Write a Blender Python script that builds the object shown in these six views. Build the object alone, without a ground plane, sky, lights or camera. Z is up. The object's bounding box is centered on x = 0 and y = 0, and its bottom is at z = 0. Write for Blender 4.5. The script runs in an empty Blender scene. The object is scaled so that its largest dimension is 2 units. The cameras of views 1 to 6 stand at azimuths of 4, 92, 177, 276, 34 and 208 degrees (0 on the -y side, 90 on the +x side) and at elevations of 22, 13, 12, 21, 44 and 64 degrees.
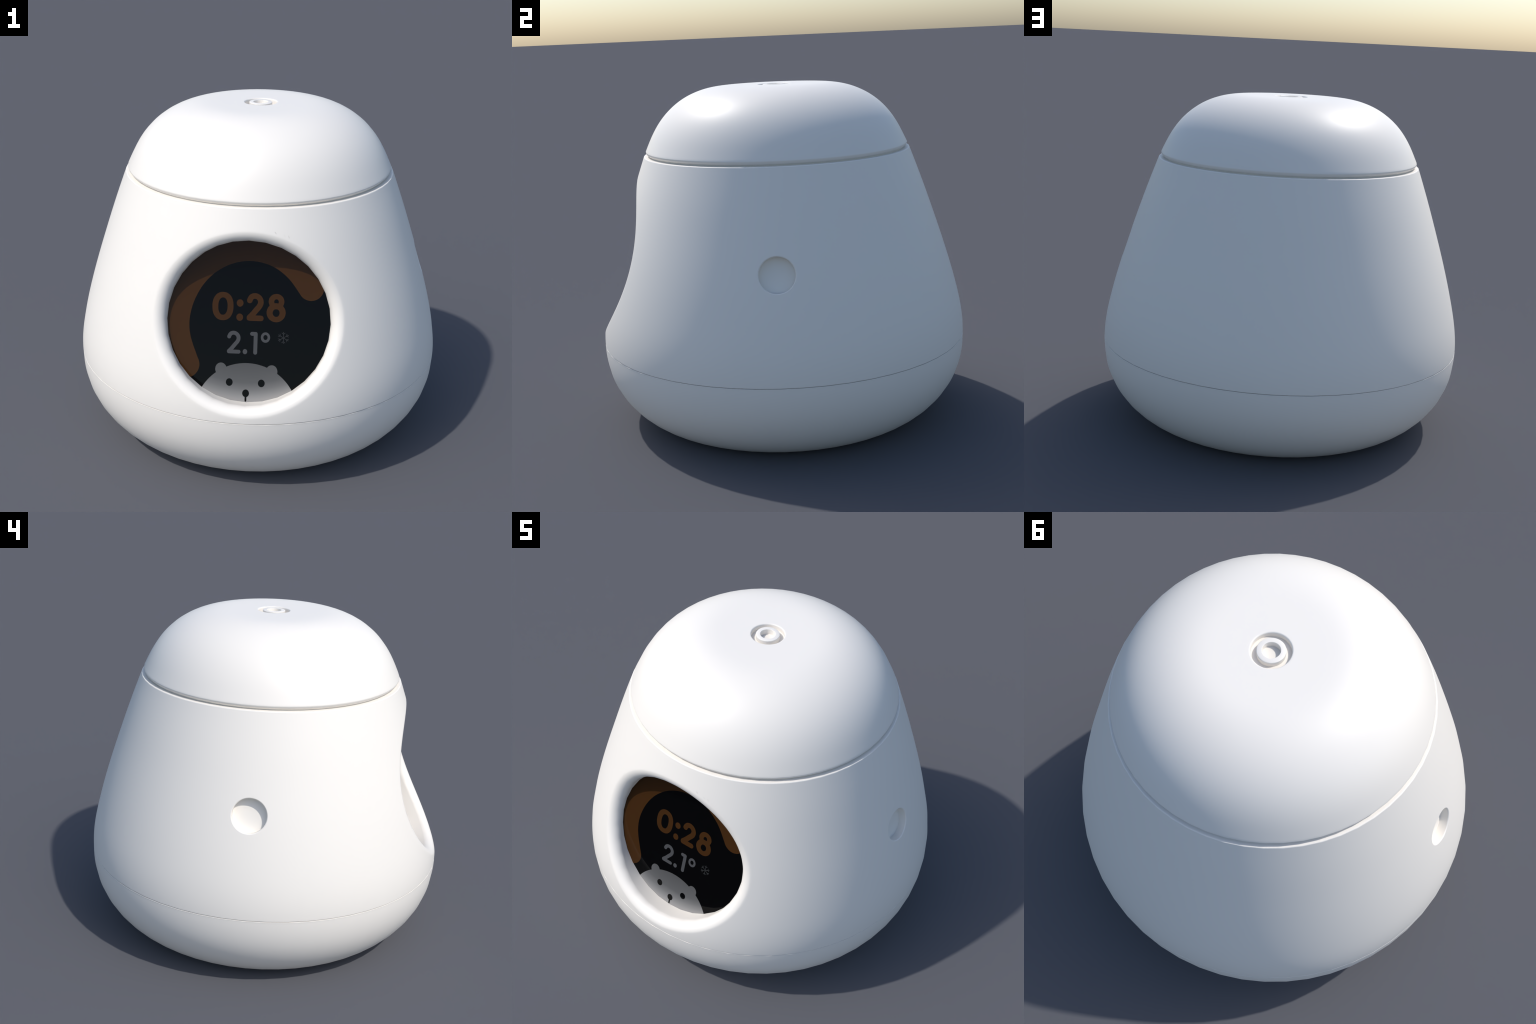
"""White pear-shaped countertop timer: lathe-turned base, body and lid, a tilted round
display sunk into the front, and a round push button sunk into each flank."""
import bpy, bmesh, math
import numpy as np
from mathutils.geometry import tessellate_polygon
from mathutils import Vector

# ------------------------------------------------------------------ profiles (radius, height)
WALL = [(.8096, .0539), (.9130, .1547), (.9779, .2822), (.9998, .4237), (.9902, .5654),
        (.9626, .7012), (.9235, .8475), (.8800, .9908), (.8370, 1.1230), (.7834, 1.2810), (.7113, 1.4783)]
FOOT = [(.6550, .0000), (.6920, .0006), (.7250, .0095), (.7650, .0270)]
DOME = [(.7060, 1.4872), (.6606, 1.5794), (.5944, 1.6724), (.5093, 1.7439), (.4099, 1.7906),
        (.3150, 1.8105), (.2300, 1.8138), (.1500, 1.8138)]
SEAM_Z = .4480          # hairline between base and body
RIM_Z = 1.4600          # outer corner of the body's top rim

# ------------------------------------------------------------------ materials
def principled(name, color, rough, coat=0.0, spec=0.5, grain=0.0):
    m = bpy.data.materials.new(name)
    m.use_nodes = True
    nt = m.node_tree
    b = nt.nodes["Principled BSDF"]
    b.inputs["Roughness"].default_value = rough
    b.inputs["Specular IOR Level"].default_value = spec
    b.inputs["Coat Weight"].default_value = coat
    b.inputs["Coat Roughness"].default_value = 0.05
    tex = nt.nodes.new("ShaderNodeTexCoord")
    noise = nt.nodes.new("ShaderNodeTexNoise")
    noise.inputs["Scale"].default_value = 3.0
    noise.inputs["Detail"].default_value = 2.0
    ramp = nt.nodes.new("ShaderNodeValToRGB")
    ramp.color_ramp.elements[0].position, ramp.color_ramp.elements[1].position = 0.3, 0.7
    lo = [c * (1 - grain) for c in color]
    ramp.color_ramp.elements[0].color = (*lo, 1)
    ramp.color_ramp.elements[1].color = (*color, 1)
    nt.links.new(tex.outputs["Object"], noise.inputs["Vector"])
    nt.links.new(noise.outputs["Fac"], ramp.inputs["Fac"])
    nt.links.new(ramp.outputs["Color"], b.inputs["Base Color"])
    return m

WHITE_SHELL = principled("white_plastic_shell", (.89, .845, .775), .50, grain=.006)
WHITE_LID = principled("white_plastic_lid", (.89, .845, .775), .45, grain=.006)
SCREEN_BLACK = principled("display_black_glass", (.0008, .0008, .0009), .30, coat=.25, spec=0)
SCREEN_ORANGE = principled("display_orange", (.046, .0187, .0050), .30, coat=.25, spec=0)
SCREEN_GREY = principled("display_grey", (.064, .065, .068), .30, coat=.25, spec=0)
SCREEN_DIM = principled("display_dim_grey", (.031, .032, .033), .30, coat=.25, spec=0)

def face_gradient(m):
    """U-shaped blend over the animal face: grey above, paler toward sides and bottom"""
    nt = m.node_tree
    b = nt.nodes["Principled BSDF"]
    tex = nt.nodes.new("ShaderNodeTexCoord")
    sep = nt.nodes.new("ShaderNodeSeparateXYZ")
    nt.links.new(tex.outputs["Object"], sep.inputs[0])
    def math_node(op, a, k):
        n = nt.nodes.new("ShaderNodeMath"); n.operation = op
        nt.links.new(a, n.inputs[0])
        if isinstance(k, float):
            n.inputs[1].default_value = k
        else:
            nt.links.new(k, n.inputs[1])
        return n.outputs[0]
    down = math_node("MULTIPLY", math_node("SUBTRACT", sep.outputs["Z"], .7923), -1.052)
    side = math_node("MULTIPLY", math_node("MULTIPLY", sep.outputs["X"], sep.outputs["X"]), .9)
    fac = math_node("MULTIPLY", math_node("SUBTRACT", math_node("ADD", down, side), .12), 5.0)
    ramp = nt.nodes.new("ShaderNodeValToRGB")
    stops = [(.05, .080), (.50, .104), (.67, .150), (.78, .200), (.92, .272), (1.0, .295)]
    el = ramp.color_ramp.elements
    while len(el) < len(stops):
        el.new(.5)
    for e, (p, v) in zip(el, stops):
        e.position = p
        warm = max(0, v - .1) * .25
        e.color = (v, v * (1 - warm * .4), v * (1 - warm), 1)
    nt.links.new(fac, ramp.inputs["Fac"])
    nt.links.new(ramp.outputs["Color"], b.inputs["Base Color"])
    return m

FACE_WHITE = face_gradient(principled("display_face_white", (.08, .08, .08), .30, coat=.25, spec=0))

# ------------------------------------------------------------------ helpers
def spline(points, per=12):
    """natural cubic spline through 2D points, sampled by chord length"""
    p = np.array(points, float)
    s = np.r_[0, np.cumsum(np.hypot(*np.diff(p, axis=0).T))]
    n = len(p); h = np.diff(s); A = np.zeros((n, n)); rhs = np.zeros((n, 2)); A[0, 0] = A[-1, -1] = 1
    for i in range(1, n - 1):
        A[i, i-1:i+2] = h[i-1], 2 * (h[i-1] + h[i]), h[i]
        rhs[i] = 6 * ((p[i+1] - p[i]) / h[i] - (p[i] - p[i-1]) / h[i-1])
    M = np.linalg.solve(A, rhs)
    out = []
    for i in range(n - 1):
        for t in np.linspace(0, h[i], per, endpoint=False):
            out.append(p[i] + t * ((p[i+1] - p[i]) / h[i] - h[i] * (2 * M[i] + M[i+1]) / 6)
                       + M[i] * t * t / 2 + (M[i+1] - M[i]) / (6 * h[i]) * t ** 3)
    out.append(p[-1])
    return np.array(out)

OUTER = spline(FOOT + WALL, 14)                     # the whole outer skin, foot to rim
OUTER[:, 1] = np.maximum(OUTER[:, 1], 0)
_keep = np.r_[True, np.diff(np.maximum.accumulate(OUTER[:, 1])) > 1e-7]
OUT_R, OUT_Z = OUTER[_keep, 0], OUTER[_keep, 1]

def radius_at(z):
    return np.interp(z, OUT_Z, OUT_R)

FACETS = 56             # the turned parts are coarse prisms, shaded smooth

def facet(angle):
    """prism factor; the front around the window is truly round"""
    step = 2 * math.pi / FACETS
    prism = math.cos(step / 2) / np.cos(np.mod(angle, step) - step / 2)
    off = np.abs(np.mod(angle + math.pi / 2 + math.pi, 2 * math.pi) - math.pi)
    w = np.clip((off - .75) / .25, 0, 1)
    return prism * w + .9995 * (1 - w)

def skin_radius(P):
    return radius_at(P[..., 2]) * facet(np.arctan2(P[..., 1], P[..., 0]))

def slope_at(z):
    return (radius_at(z + .004) - radius_at(z - .004)) / .008

def skin_normal(P):
    P = np.atleast_2d(P)
    rho = np.hypot(P[:, 0], P[:, 1])
    n = np.c_[P[:, 0] / rho, P[:, 1] / rho, -slope_at(P[:, 2])]
    return n / np.linalg.norm(n, axis=1)[:, None]

def new_object(name, mesh, material, parent):
    o = bpy.data.objects.new(name, mesh)
    bpy.context.scene.collection.objects.link(o)
    if material:
        mesh.materials.append(material)
    o.parent = parent
    return o

def lathe(name, profile, material, parent, segments=FACETS, sharp=35):
    """turn a (radius, height) polyline about z; radius 0 ends close to a pole"""
    verts, faces, rings = [], [], []
    for r, z in profile:
        if r < 1e-6:
            rings.append([len(verts)]); verts.append((0, 0, z))
        else:
            rings.append(list(range(len(verts), len(verts) + segments)))
            for k in range(segments):
                a = 2 * math.pi * k / segments
                verts.append((r * math.cos(a), r * math.sin(a), z))
    for a, b in zip(rings, rings[1:]):
        for k in range(segments):
            j = (k + 1) % segments
            if len(a) == 1:
                faces.append((a[0], b[j], b[k]))
            elif len(b) == 1:
                faces.append((a[k], a[j], b[0]))
            else:
                faces.append((a[k], a[j], b[j], b[k]))
    me = bpy.data.meshes.new(name)
    me.from_pydata(verts, [], faces)
    bm = bmesh.new(); bm.from_mesh(me)
    bmesh.ops.recalc_face_normals(bm, faces=bm.faces)
    for f in bm.faces:
        f.smooth = True
    for e in bm.edges:
        if len(e.link_faces) == 2 and e.calc_face_angle(0) > math.radians(sharp):
            e.smooth = False
    bm.to_mesh(me); bm.free()
    return new_object(name, me, material, parent)

def arc(cx, cz, r, a0, a1, n=6):
    return [(cx + r * math.cos(math.radians(a)), cz + r * math.sin(math.radians(a))) for a in np.linspace(a0, a1, n)]

# ------------------------------------------------------------------ round openings sunk in the skin
class Opening:
    """a round hole with a rolled lip: centre, axis (outward), wall radius, lip radius, floor level"""
    def __init__(self, centre, axis, up, wall, lip, floor, segments, facets=0):
        self.c, self.n, self.v = (np.array(a, float) for a in (centre, axis, up))
        self.u = np.cross(self.v, self.n)
        self.wall, self.lip, self.floor, self.N, self.facets = wall, lip, floor, segments, facets
        self.phi = np.arange(segments) * 2 * math.pi / segments
        self.build()

    def point(self, rho, phi, t):
        e = np.multiply.outer(np.cos(phi), self.u) + np.multiply.outer(np.sin(phi), self.v)
        return self.c + e * np.asarray(rho)[..., None] + np.asarray(t)[..., None] * self.n

    def skin_height(self, rho, phi):
        """distance along the axis from the centre plane to the skin"""
        lo, hi = np.full(np.shape(rho), -.30), np.full(np.shape(rho), .40)
        for _ in range(40):
            mid = (lo + hi) / 2
            P = self.point(rho, phi, mid)
            inside = np.hypot(P[..., 0], P[..., 1]) < skin_radius(P)
            lo, hi = np.where(inside, mid, lo), np.where(inside, hi, mid)
        return (lo + hi) / 2

    def build(self, steps=12):
        rows = [[] for _ in range(steps + 1)]
        self.out = np.zeros(self.N)
        for i, ph in enumerate(self.phi):
            rho = np.linspace(self.wall, self.wall + 3.2 * self.lip, 240)
            t = self.skin_height(rho, np.full(len(rho), ph))
            cr, lo, hi = self.wall + self.lip, t.min() - 3 * self.lip, t.max()
            for _ in range(40):
                h = (lo + hi) / 2
                d = np.hypot(rho - cr, t - h).min()
                lo, hi = (h, hi) if d > self.lip else (lo, h)
            k = np.hypot(rho - cr, t - h).argmin()
            a0 = math.atan2(t[k] - h, rho[k] - cr)
            self.out[i] = rho[k]
            w = 1.0
            if self.facets:
                seg = 2 * math.pi / self.facets
                w = math.cos(seg / 2) / math.cos((ph % seg) - seg / 2)
            for s in range(steps + 1):
                f = s / steps
                a = a0 + (math.pi - a0) * f
                fac = 1 + (w - 1) * max(0, f * 2 - 1)
                rows[s].append(self.point((cr + self.lip * math.cos(a)) * fac, ph, h + self.lip * math.sin(a)))
            wall_r = self.wall * w
            rows_w = self.point(np.array([wall_r, wall_r]), np.array([ph, ph]),
                                np.array([(h + self.floor) / 2, self.floor]))
            if len(rows) == steps + 1:
                rows += [[], []]
            rows[steps + 1].append(rows_w[0]); rows[steps + 2].append(rows_w[1])
        self.rings = np.array(rows)                                   # (rings, N, 3)
        R = self.rings
        dphi = np.roll(R, -1, 1) - np.roll(R, 1, 1)
        ds = np.gradient(R, axis=0)
        nr = np.cross(dphi, ds)
        nr /= np.linalg.norm(nr, axis=2)[..., None] + 1e-12
        nr[0] = skin_normal(R[0])
        flip = np.sign((nr[1] * nr[0]).sum(1)).mean()
        nr[1:] *= flip if flip else 1
        radial = np.multiply.outer(np.cos(self.phi), self.u) + np.multiply.outer(np.sin(self.phi), self.v)
        nr[-3:] = -radial[None]
        nr[1] = nr[1] * .5 + nr[0] * .5
        nr[1] /= np.linalg.norm(nr[1], axis=1)[:, None]
        self.normals = nr

    def polar(self, P):
        d = np.asarray(P) - self.c
        x, y, t = d @ self.u, d @ self.v, d @ self.n
        return np.hypot(x, y), np.arctan2(y, x) % (2 * math.pi), t

    def covers(self, P, margin):
        rho, phi, t = self.polar(P)
        lim = np.interp(phi, np.r_[self.phi, 2 * math.pi], np.r_[self.out, self.out[0]])
        return (rho < lim + margin) & (t > -.25)

TILT = math.radians(18.09)
FACE_N = np.array([0, -math.cos(TILT), math.sin(TILT)])
FACE_UP = np.array([0, math.sin(TILT), math.cos(TILT)])
FACE_O = np.array([0, -.7561, .7923])              # origin of the display artwork
HOLE_U, HOLE_V = .0018, .0868                                      # the opening's centre on the artwork
window = Opening(FACE_O + HOLE_V * FACE_UP + np.array([HOLE_U, 0, 0]), FACE_N, FACE_UP, .4058, .0495, -.006, 128, 32)

BUTTON_Z, BUTTON_DEPTH = .9710, .047
flanks = []
for side in (1, -1):
    r0 = radius_at(BUTTON_Z)
    nrm = skin_normal([[side * r0, 0, BUTTON_Z]])[0]
    upv = np.cross(nrm, [0, side, 0]); upv = upv if upv[2] > 0 else -upv
    flanks.append(Opening(np.array([side * r0, 0, BUTTON_Z]) - nrm * BUTTON_DEPTH, nrm, upv, .0875, .0060, -.004, 64))

# ------------------------------------------------------------------ the body shell
def build_body(parent):
    seg = 8 * FACETS
    zs = np.r_[SEAM_Z + .0030, SEAM_Z + .0045, np.linspace(SEAM_Z + .012, RIM_Z - .006, 190)]
    prof = [(radius_at(SEAM_Z) - .016, SEAM_Z + .0014), (radius_at(SEAM_Z) - .0030, SEAM_Z + .0014),
            (radius_at(SEAM_Z + .002) - .0008, SEAM_Z + .0018)]
    prof += [(radius_at(z), z) for z in zs]
    rr = radius_at(RIM_Z)
    prof += [(rr + .0014, RIM_Z - .0036), (rr + .0006, RIM_Z - .0020), (rr - .0010, RIM_Z - .0006), (rr - .0032, RIM_Z),
             (rr - .0060, RIM_Z + .0001), (rr - .0200, RIM_Z + .0001), (rr - .0600, RIM_Z + .0001), (rr - .0900, RIM_Z)]
    prof = np.array(prof)
    ang = np.arange(seg) * 2 * math.pi / seg
    G = np.stack([prof[:, :1] * np.cos(ang) * facet(ang), prof[:, :1] * np.sin(ang) * facet(ang), np.repeat(prof[:, 1:], seg, 1)], 2)
    tang = np.gradient(prof, axis=0)
    n2 = np.c_[tang[:, 1], -tang[:, 0]]
    n2 /= np.linalg.norm(n2, axis=1)[:, None]
    NG = np.stack([n2[:, :1] * np.cos(ang), n2[:, :1] * np.sin(ang), np.repeat(n2[:, 1:], seg, 1)], 2)
    inner = slice(4, 3 + len(zs) - 1)
    NG[inner] = skin_normal(G[inner].reshape(-1, 3)).reshape(G[inner].shape)
    rows = len(prof)
    V, NV = list(G.reshape(-1, 3)), list(NG.reshape(-1, 3))
    dead = np.full(rows * seg, -1)
    flatG = G.reshape(-1, 3)
    openings = [window] + flanks
    for k, op in enumerate(openings):
        dead[op.covers(flatG, .006 if k == 0 else .005)] = k
    faces, cut = [], [dict() for _ in openings]
    for i in range(rows - 1):
        for j in range(seg):
            q = (i * seg + j, i * seg + (j + 1) % seg, (i + 1) * seg + (j + 1) % seg, (i + 1) * seg + j)
            hit = [dead[a] for a in q if dead[a] >= 0]
            if not hit:
                faces.append(q)
            else:
                for a, b in zip(q, q[1:] + q[:1]):
                    if (b, a) in cut[hit[0]]:
                        del cut[hit[0]][(b, a)]
                    else:
                        cut[hit[0]][(a, b)] = True
    for op, edges in zip(openings, cut):
        nxt = {a: b for a, b in edges}
        start = next(iter(nxt)); loop = [start]
        while nxt[loop[-1]] != start:
            loop.append(nxt[loop[-1]])
        base = len(V)
        V += list(op.rings.reshape(-1, 3)); NV += list(op.normals.reshape(-1, 3))
        N, R = op.N, len(op.rings)
        for s in range(R - 1):
            for k in range(N):
                j = (k + 1) % N
                faces.append((base + s * N + k, base + s * N + j, base + (s + 1) * N + j, base + (s + 1) * N + k))
        # zip the cut edge of the turned skin to the outer ring of the lip
        ph = np.unwrap(op.polar(np.array([V[a] for a in loop]))[1])
        if ph[-1] < ph[0]:
            loop = loop[::-1]; ph = np.unwrap(op.polar(np.array([V[a] for a in loop]))[1])
        s0 = int(round(ph[0] / (2 * math.pi) * N))
        ring = [(base + (s0 + k) % N, (s0 + k) * 2 * math.pi / N) for k in range(N + 1)]
        loop, ph = loop + [loop[0]], np.r_[ph, ph[0] + 2 * math.pi]
        i = j = 0
        while i < len(loop) - 1 or j < N:
            if j == N or (i < len(loop) - 1 and ph[i + 1] <= ring[j + 1][1]):
                faces.append((loop[i], loop[i + 1], ring[j][0])); i += 1
            else:
                faces.append((loop[i], ring[j + 1][0], ring[j][0])); j += 1
    V, NV = np.array(V), np.array(NV)
    fixed = []
    for f in faces:                                   # wind every face along its vertex normals
        p = V[list(f)]
        g = np.cross(p[1] - p[0], p[2] - p[0]) if len(f) == 3 else np.cross(p[2] - p[0], p[3] - p[1])
        fixed.append(f if g @ NV[list(f)].sum(0) >= 0 else f[::-1])
    used = sorted({a for f in fixed for a in f}); remap = {a: i for i, a in enumerate(used)}
    me = bpy.data.meshes.new("body")
    me.from_pydata(V[used].tolist(), [], [tuple(remap[a] for a in f) for f in fixed])
    me.polygons.foreach_set("use_smooth", [True] * len(me.polygons))
    me.update()
    me.normals_split_custom_set_from_vertices(NV[used].tolist())
    return new_object("body", me, WHITE_SHELL, parent)

# ------------------------------------------------------------------ flat artwork on the display
def face_point(x, y, lift):
    return FACE_O + np.array([x, 0, 0]) + FACE_UP * y + FACE_N * lift

def clip_round(pts, limit=.4120):
    out = []
    for x, y in pts:
        d = math.hypot(x, y - HOLE_V)
        k = min(1, limit / d) if d else 1
        out.append((x * k, HOLE_V + (y - HOLE_V) * k))
    return out

def plates(name, outlines, lift, material, parent, depth=.0016):
    """flat plates with a rim: each outline is (outer, hole or None) or a strip (left, right)"""
    verts, faces = [], []
    for k, shape in enumerate(outlines):
        top = lift + k * .00012
        kind = shape[0]
        if kind == "solid":
            pts = shape[1]; b = len(verts); n = len(pts)
            verts += [face_point(x, y, top) for x, y in pts] + [face_point(x, y, top - depth) for x, y in pts]
            for t in tessellate_polygon([[Vector((x, y, 0)) for x, y in pts]]):
                faces.append(tuple(b + i for i in t))
            faces += [(b + i, b + (i + 1) % n, b + n + (i + 1) % n, b + n + i) for i in range(n)]
        else:                                        # band between two closed loops of equal length
            o, h = shape[1], shape[2]; b = len(verts); n = len(o)
            for loop, z in ((o, top), (h, top), (o, top - depth), (h, top - depth)):
                verts += [face_point(x, y, z) for x, y in loop]
            for i in range(n):
                j = (i + 1) % n
                faces += [(b + i, b + j, b + n + j, b + n + i), (b + i, b + j, b + 2 * n + j, b + 2 * n + i),
                          (b + n + i, b + n + j, b + 3 * n + j, b + 3 * n + i)]
    me = bpy.data.meshes.new(name)
    me.from_pydata([tuple(v) for v in verts], [], faces)
    bm = bmesh.new(); bm.from_mesh(me)
    for f in bm.faces:                               # faces of the artwork look outward
        f.normal_update()
        if f.normal.dot(Vector(FACE_N)) < -.5:
            f.normal_flip()
    bm.to_mesh(me); bm.free()
    return new_object(name, me, material, parent)

def ellipse(cx, cy, a, b, n=48, p=2.0):
    q = []
    for k in range(n):
        c, s = math.cos(2 * math.pi * k / n), math.sin(2 * math.pi * k / n)
        q.append((cx + a * math.copysign(abs(c) ** (2 / p), c), cy + b * math.copysign(abs(s) ** (2 / p), s)))
    return q

def stroke(path, width, caps=10):
    """outline of a round-ended stroke along a smooth polyline"""
    p = np.array(path, float)
    t = np.gradient(p, axis=0); t /= np.linalg.norm(t, axis=1)[:, None]
    nrm = np.c_[-t[:, 1], t[:, 0]]
    h = width / 2
    left, right = p + nrm * h, p - nrm * h
    def cap(centre, direction):
        a = math.atan2(direction[1], direction[0])
        return [(centre[0] + h * math.cos(a + w), centre[1] + h * math.sin(a + w))
                for w in np.linspace(-math.pi / 2, math.pi / 2, caps)[1:-1]]
    return list(map(tuple, right)) + cap(p[-1], t[-1]) + list(map(tuple, left[::-1])) + cap(p[0], -t[0])

def two(x, y, w, h, width, lean=1.0):
    """a round-ended figure 2 in the box x..x+w, y..y+h (stroke centre lines)"""
    hook = spline([(x + .02 * w, y + .79 * h), (x + .17 * w, y + .945 * h), (x + .46 * w, y + h), (x + .79 * w, y + .93 * h),
                   (x + .96 * w, y + .745 * h), (x + .91 * w, y + .60 * h), (x + .66 * w, y + .415 * h),
                   (x + .34 * w, y + .20 * h), (x + .03 * w, y + .02 * h)], 8)
    return [("solid", stroke(hook, width)), ("solid", stroke([(x + .03 * w, y), (x + .5 * w, y), (x + w, y)], width))]

def build_display(parent):
    disc = ellipse(0, HOLE_V, .4200, .4200, 128)
    display = plates("display", [("solid", disc)], 0.0, SCREEN_BLACK, parent, .02)
    # progress ring, open at the lower right, swelling into round ends
    angles = [33, 47, 57, 67, 91, 105, 118, 135, 150, 166, 182, 194, 208]
    radii = [.2900, .2930, .2965, .3000, .3010, .2985, .2950, .2900, .2870, .2880, .2930, .2965, .3010]
    inner = spline([(r * math.cos(math.radians(a)), .085 + r * math.sin(math.radians(a))) for a, r in zip(angles, radii)], 6)
    outline = list(map(tuple, inner))
    lc, lr, rc, rr = (-.3063, -.1387), .0690, (.3063, .2620), .0626
    outline += [(lc[0] + lr * math.cos(math.radians(a)), lc[1] + lr * math.sin(math.radians(a))) for a in np.linspace(30, -140, 20)]
    outline += [(.4300 * math.cos(math.radians(a)), HOLE_V + .4300 * math.sin(math.radians(a))) for a in np.linspace(217, 25, 90)]
    outline += [(rc[0] + rr * math.cos(math.radians(a)), rc[1] + rr * math.sin(math.radians(a))) for a in np.linspace(10, -150, 20)]
    plates("progress_ring", [("solid", clip_round(outline))], .0006, SCREEN_ORANGE, display)
    # time
    plates("digit", [("band", ellipse(-.1277, .1578, .0526, .0704, 64, 2.25), ellipse(-.1277, .1578, .0232, .0430, 64, 2.25))],
           .0006, SCREEN_ORANGE, display)
    for y in (.1762, .1057):
        plates("colon_dot", [("solid", ellipse(-.0429, y, .0168, .0182, 32))], .0006, SCREEN_ORANGE, display)
    plates("digit", two(.0037, .1035, .0585, .1105, .0278), .0006, SCREEN_ORANGE, display)
    plates("digit", [("band", ellipse(.1371, .1896, .0388, .0384, 48), ellipse(.1371, .1890, .0113, .0122, 48)),
                     ("band", ellipse(.1369, .1345, .0473, .0473, 48), ellipse(.1369, .1331, .0172, .0193, 48))],
           .0006, SCREEN_ORANGE, display)
    # temperature
    plates("digit", two(-.0935, -.0670, .0500, .0940, .0192), .0006, SCREEN_GREY, display)
    plates("decimal_point", [("solid", ellipse(-.0118, -.0653, .0114, .0127, 32))], .0006, SCREEN_GREY, display)
    plates("digit", [("solid", stroke([(.0393, .0252), (.0393, -.02), (.0392, -.0685)], .0193)),
                     ("solid", stroke([(.0211, .0251), (.03, .0251), (.0393, .0252)], .0192))], .0006, SCREEN_GREY, display)
    plates("degree_sign", [("band", ellipse(.0881, .0091, .0231, .0260, 48), ellipse(.0880, .0092, .0105, .0125, 48))],
           .0006, SCREEN_GREY, display)
    # snowflake
    arms = []
    cx, cy, L = .1769, .0108, .0280
    for k in range(6):
        a = math.radians(90 + 60 * k)
        d = np.array([math.cos(a), math.sin(a)])
        arms.append(("solid", stroke([(cx, cy) + d * s for s in (0, L / 2, L)], .0027, 6)))
        for w in (-1, 1):
            b = math.radians(90 + 60 * k + w * 48)
            e = np.array([math.cos(b), math.sin(b)])
            root = (cx, cy) + d * L * .62
            arms.append(("solid", stroke([root, root + e * .005, root + e * .0105], .0025, 6)))
    plates("snowflake_symbol", arms, .0006, SCREEN_DIM, display)
    # plain animal face peeping over the lower edge
    plates("bear_head", [("solid", clip_round(ellipse(.0018, -.3813, .2590, .2590, 128)))], .0010, FACE_WHITE, display)
    for x, y in ((-.1290, -.1565), (.1240, -.1600)):
        plates("bear_ear", [("solid", ellipse(x, y, .0285, .0320, 40))], .0006, FACE_WHITE, display)
    for x in (-.0856, .0743):
        plates("bear_eye", [("solid", ellipse(x, -.2208, .0170, .0190, 32))], .0014, SCREEN_BLACK, display)
    plates("bear_nose", [("solid", ellipse(-.0024, -.2739, .0170, .0192, 32)),
                         ("solid", stroke([(-.0024, -.2800), (-.0023, -.30), (-.0022, -.3115)], .0088, 8))],
           .0014, SCREEN_BLACK, display)
    return display

# ------------------------------------------------------------------ assemble
root = bpy.data.objects.new("countertop_timer", None)
root["label"] = "white pear-shaped countertop timer with round tilted dark display"
root["category"] = "kitchen timer"
bpy.context.scene.collection.objects.link(root)

# base: flat foot, round belly, hairline step under the body
belly = [(r, z) for r, z in zip(OUT_R, OUT_Z) if z < SEAM_Z - .004]
rs = radius_at(SEAM_Z)
lathe("base", [(0, 0), (.35, 0)] + [(r, z) for r, z in belly] +
      [(radius_at(SEAM_Z - .0030), SEAM_Z - .0030), (rs + .0002, SEAM_Z - .0016), (rs - .0012, SEAM_Z - .0006),
       (rs - .018, SEAM_Z - .0006), (0, SEAM_Z - .02)], WHITE_SHELL, root)
build_body(root)

# lid: dome with rolled lower edge, sunken ring and hollow boss at the top
dome = [tuple(p) for p in spline(DOME, 10)]
top = DOME[-1][1]
under = RIM_Z + .0038                               # the lid floats a hair above the body's ledge
lid_profile = [(0, under - .012), (.6850, under - .012), (.6868, under - .0010), (.6885, under), (.6915, under + .0012), (.6965, under + .0040), (.7010, under + .0080),
               (.7045, under + .0130), (.7062, under + .0175), (.7068, under + .0205)] + dome
lid_profile += [(.1100, top), (.0960, top)] + arc(.0915, top - .0060, .0060, 90, 180, 6)[0:] + [(.0855, top - .0280)]
lid_profile += [(.0600, top - .0280)]
lid = lathe("lid", lid_profile + [(.0600, top - .045), (0, top - .045)], WHITE_LID, root)
lathe("spout", [(.0610, top - .036), (.0610, top - .0022), (.0598, top - .0006), (.0585, top),
                (.0400, top), (.0390, top - .0008), (.0390, top - .0300), (0, top - .0300)], WHITE_LID, lid, 56, 25)

for part in (lid, bpy.data.objects["spout"]):       # the top fitting sits a hair off the axis
    for v in part.data.vertices:
        if v.co.z > 1.70:
            k = min(1, max(0, (.30 - math.hypot(v.co.x, v.co.y)) / .15))
            v.co.x += .0033 * k; v.co.y += .0016 * k

# flank buttons: shallow discs at the bottom of their recesses
for op in flanks:
    verts, faces = [], []
    levels = [(.0900, -.012), (.0900, .0), (.070, .0), (.045, .0), (.022, .0)]
    for r, t in levels:
        verts += [tuple(v) for v in op.point(np.full(64, r), op.phi, np.full(64, t))]
    verts.append(tuple(op.point(np.array([0.]), np.array([0.]), np.array([.0]))[0]))
    for s in range(len(levels) - 1):
        for k in range(64):
            j = (k + 1) % 64
            faces.append((s * 64 + k, s * 64 + j, (s + 1) * 64 + j, (s + 1) * 64 + k))
    s = len(levels) - 1
    faces += [(s * 64 + k, s * 64 + (k + 1) % 64, len(verts) - 1) for k in range(64)]
    me = bpy.data.meshes.new("side_button")
    me.from_pydata(verts, [], faces)
    me.polygons.foreach_set("use_smooth", [True] * len(me.polygons))
    bm = bmesh.new(); bm.from_mesh(me)
    for f in bm.faces:
        f.normal_update()
    for e in bm.edges:
        if len(e.link_faces) == 2 and e.calc_face_angle(0) > .6:
            e.smooth = False
    bm.to_mesh(me); bm.free()
    new_object("side_button", me, WHITE_SHELL, root)

build_display(root)
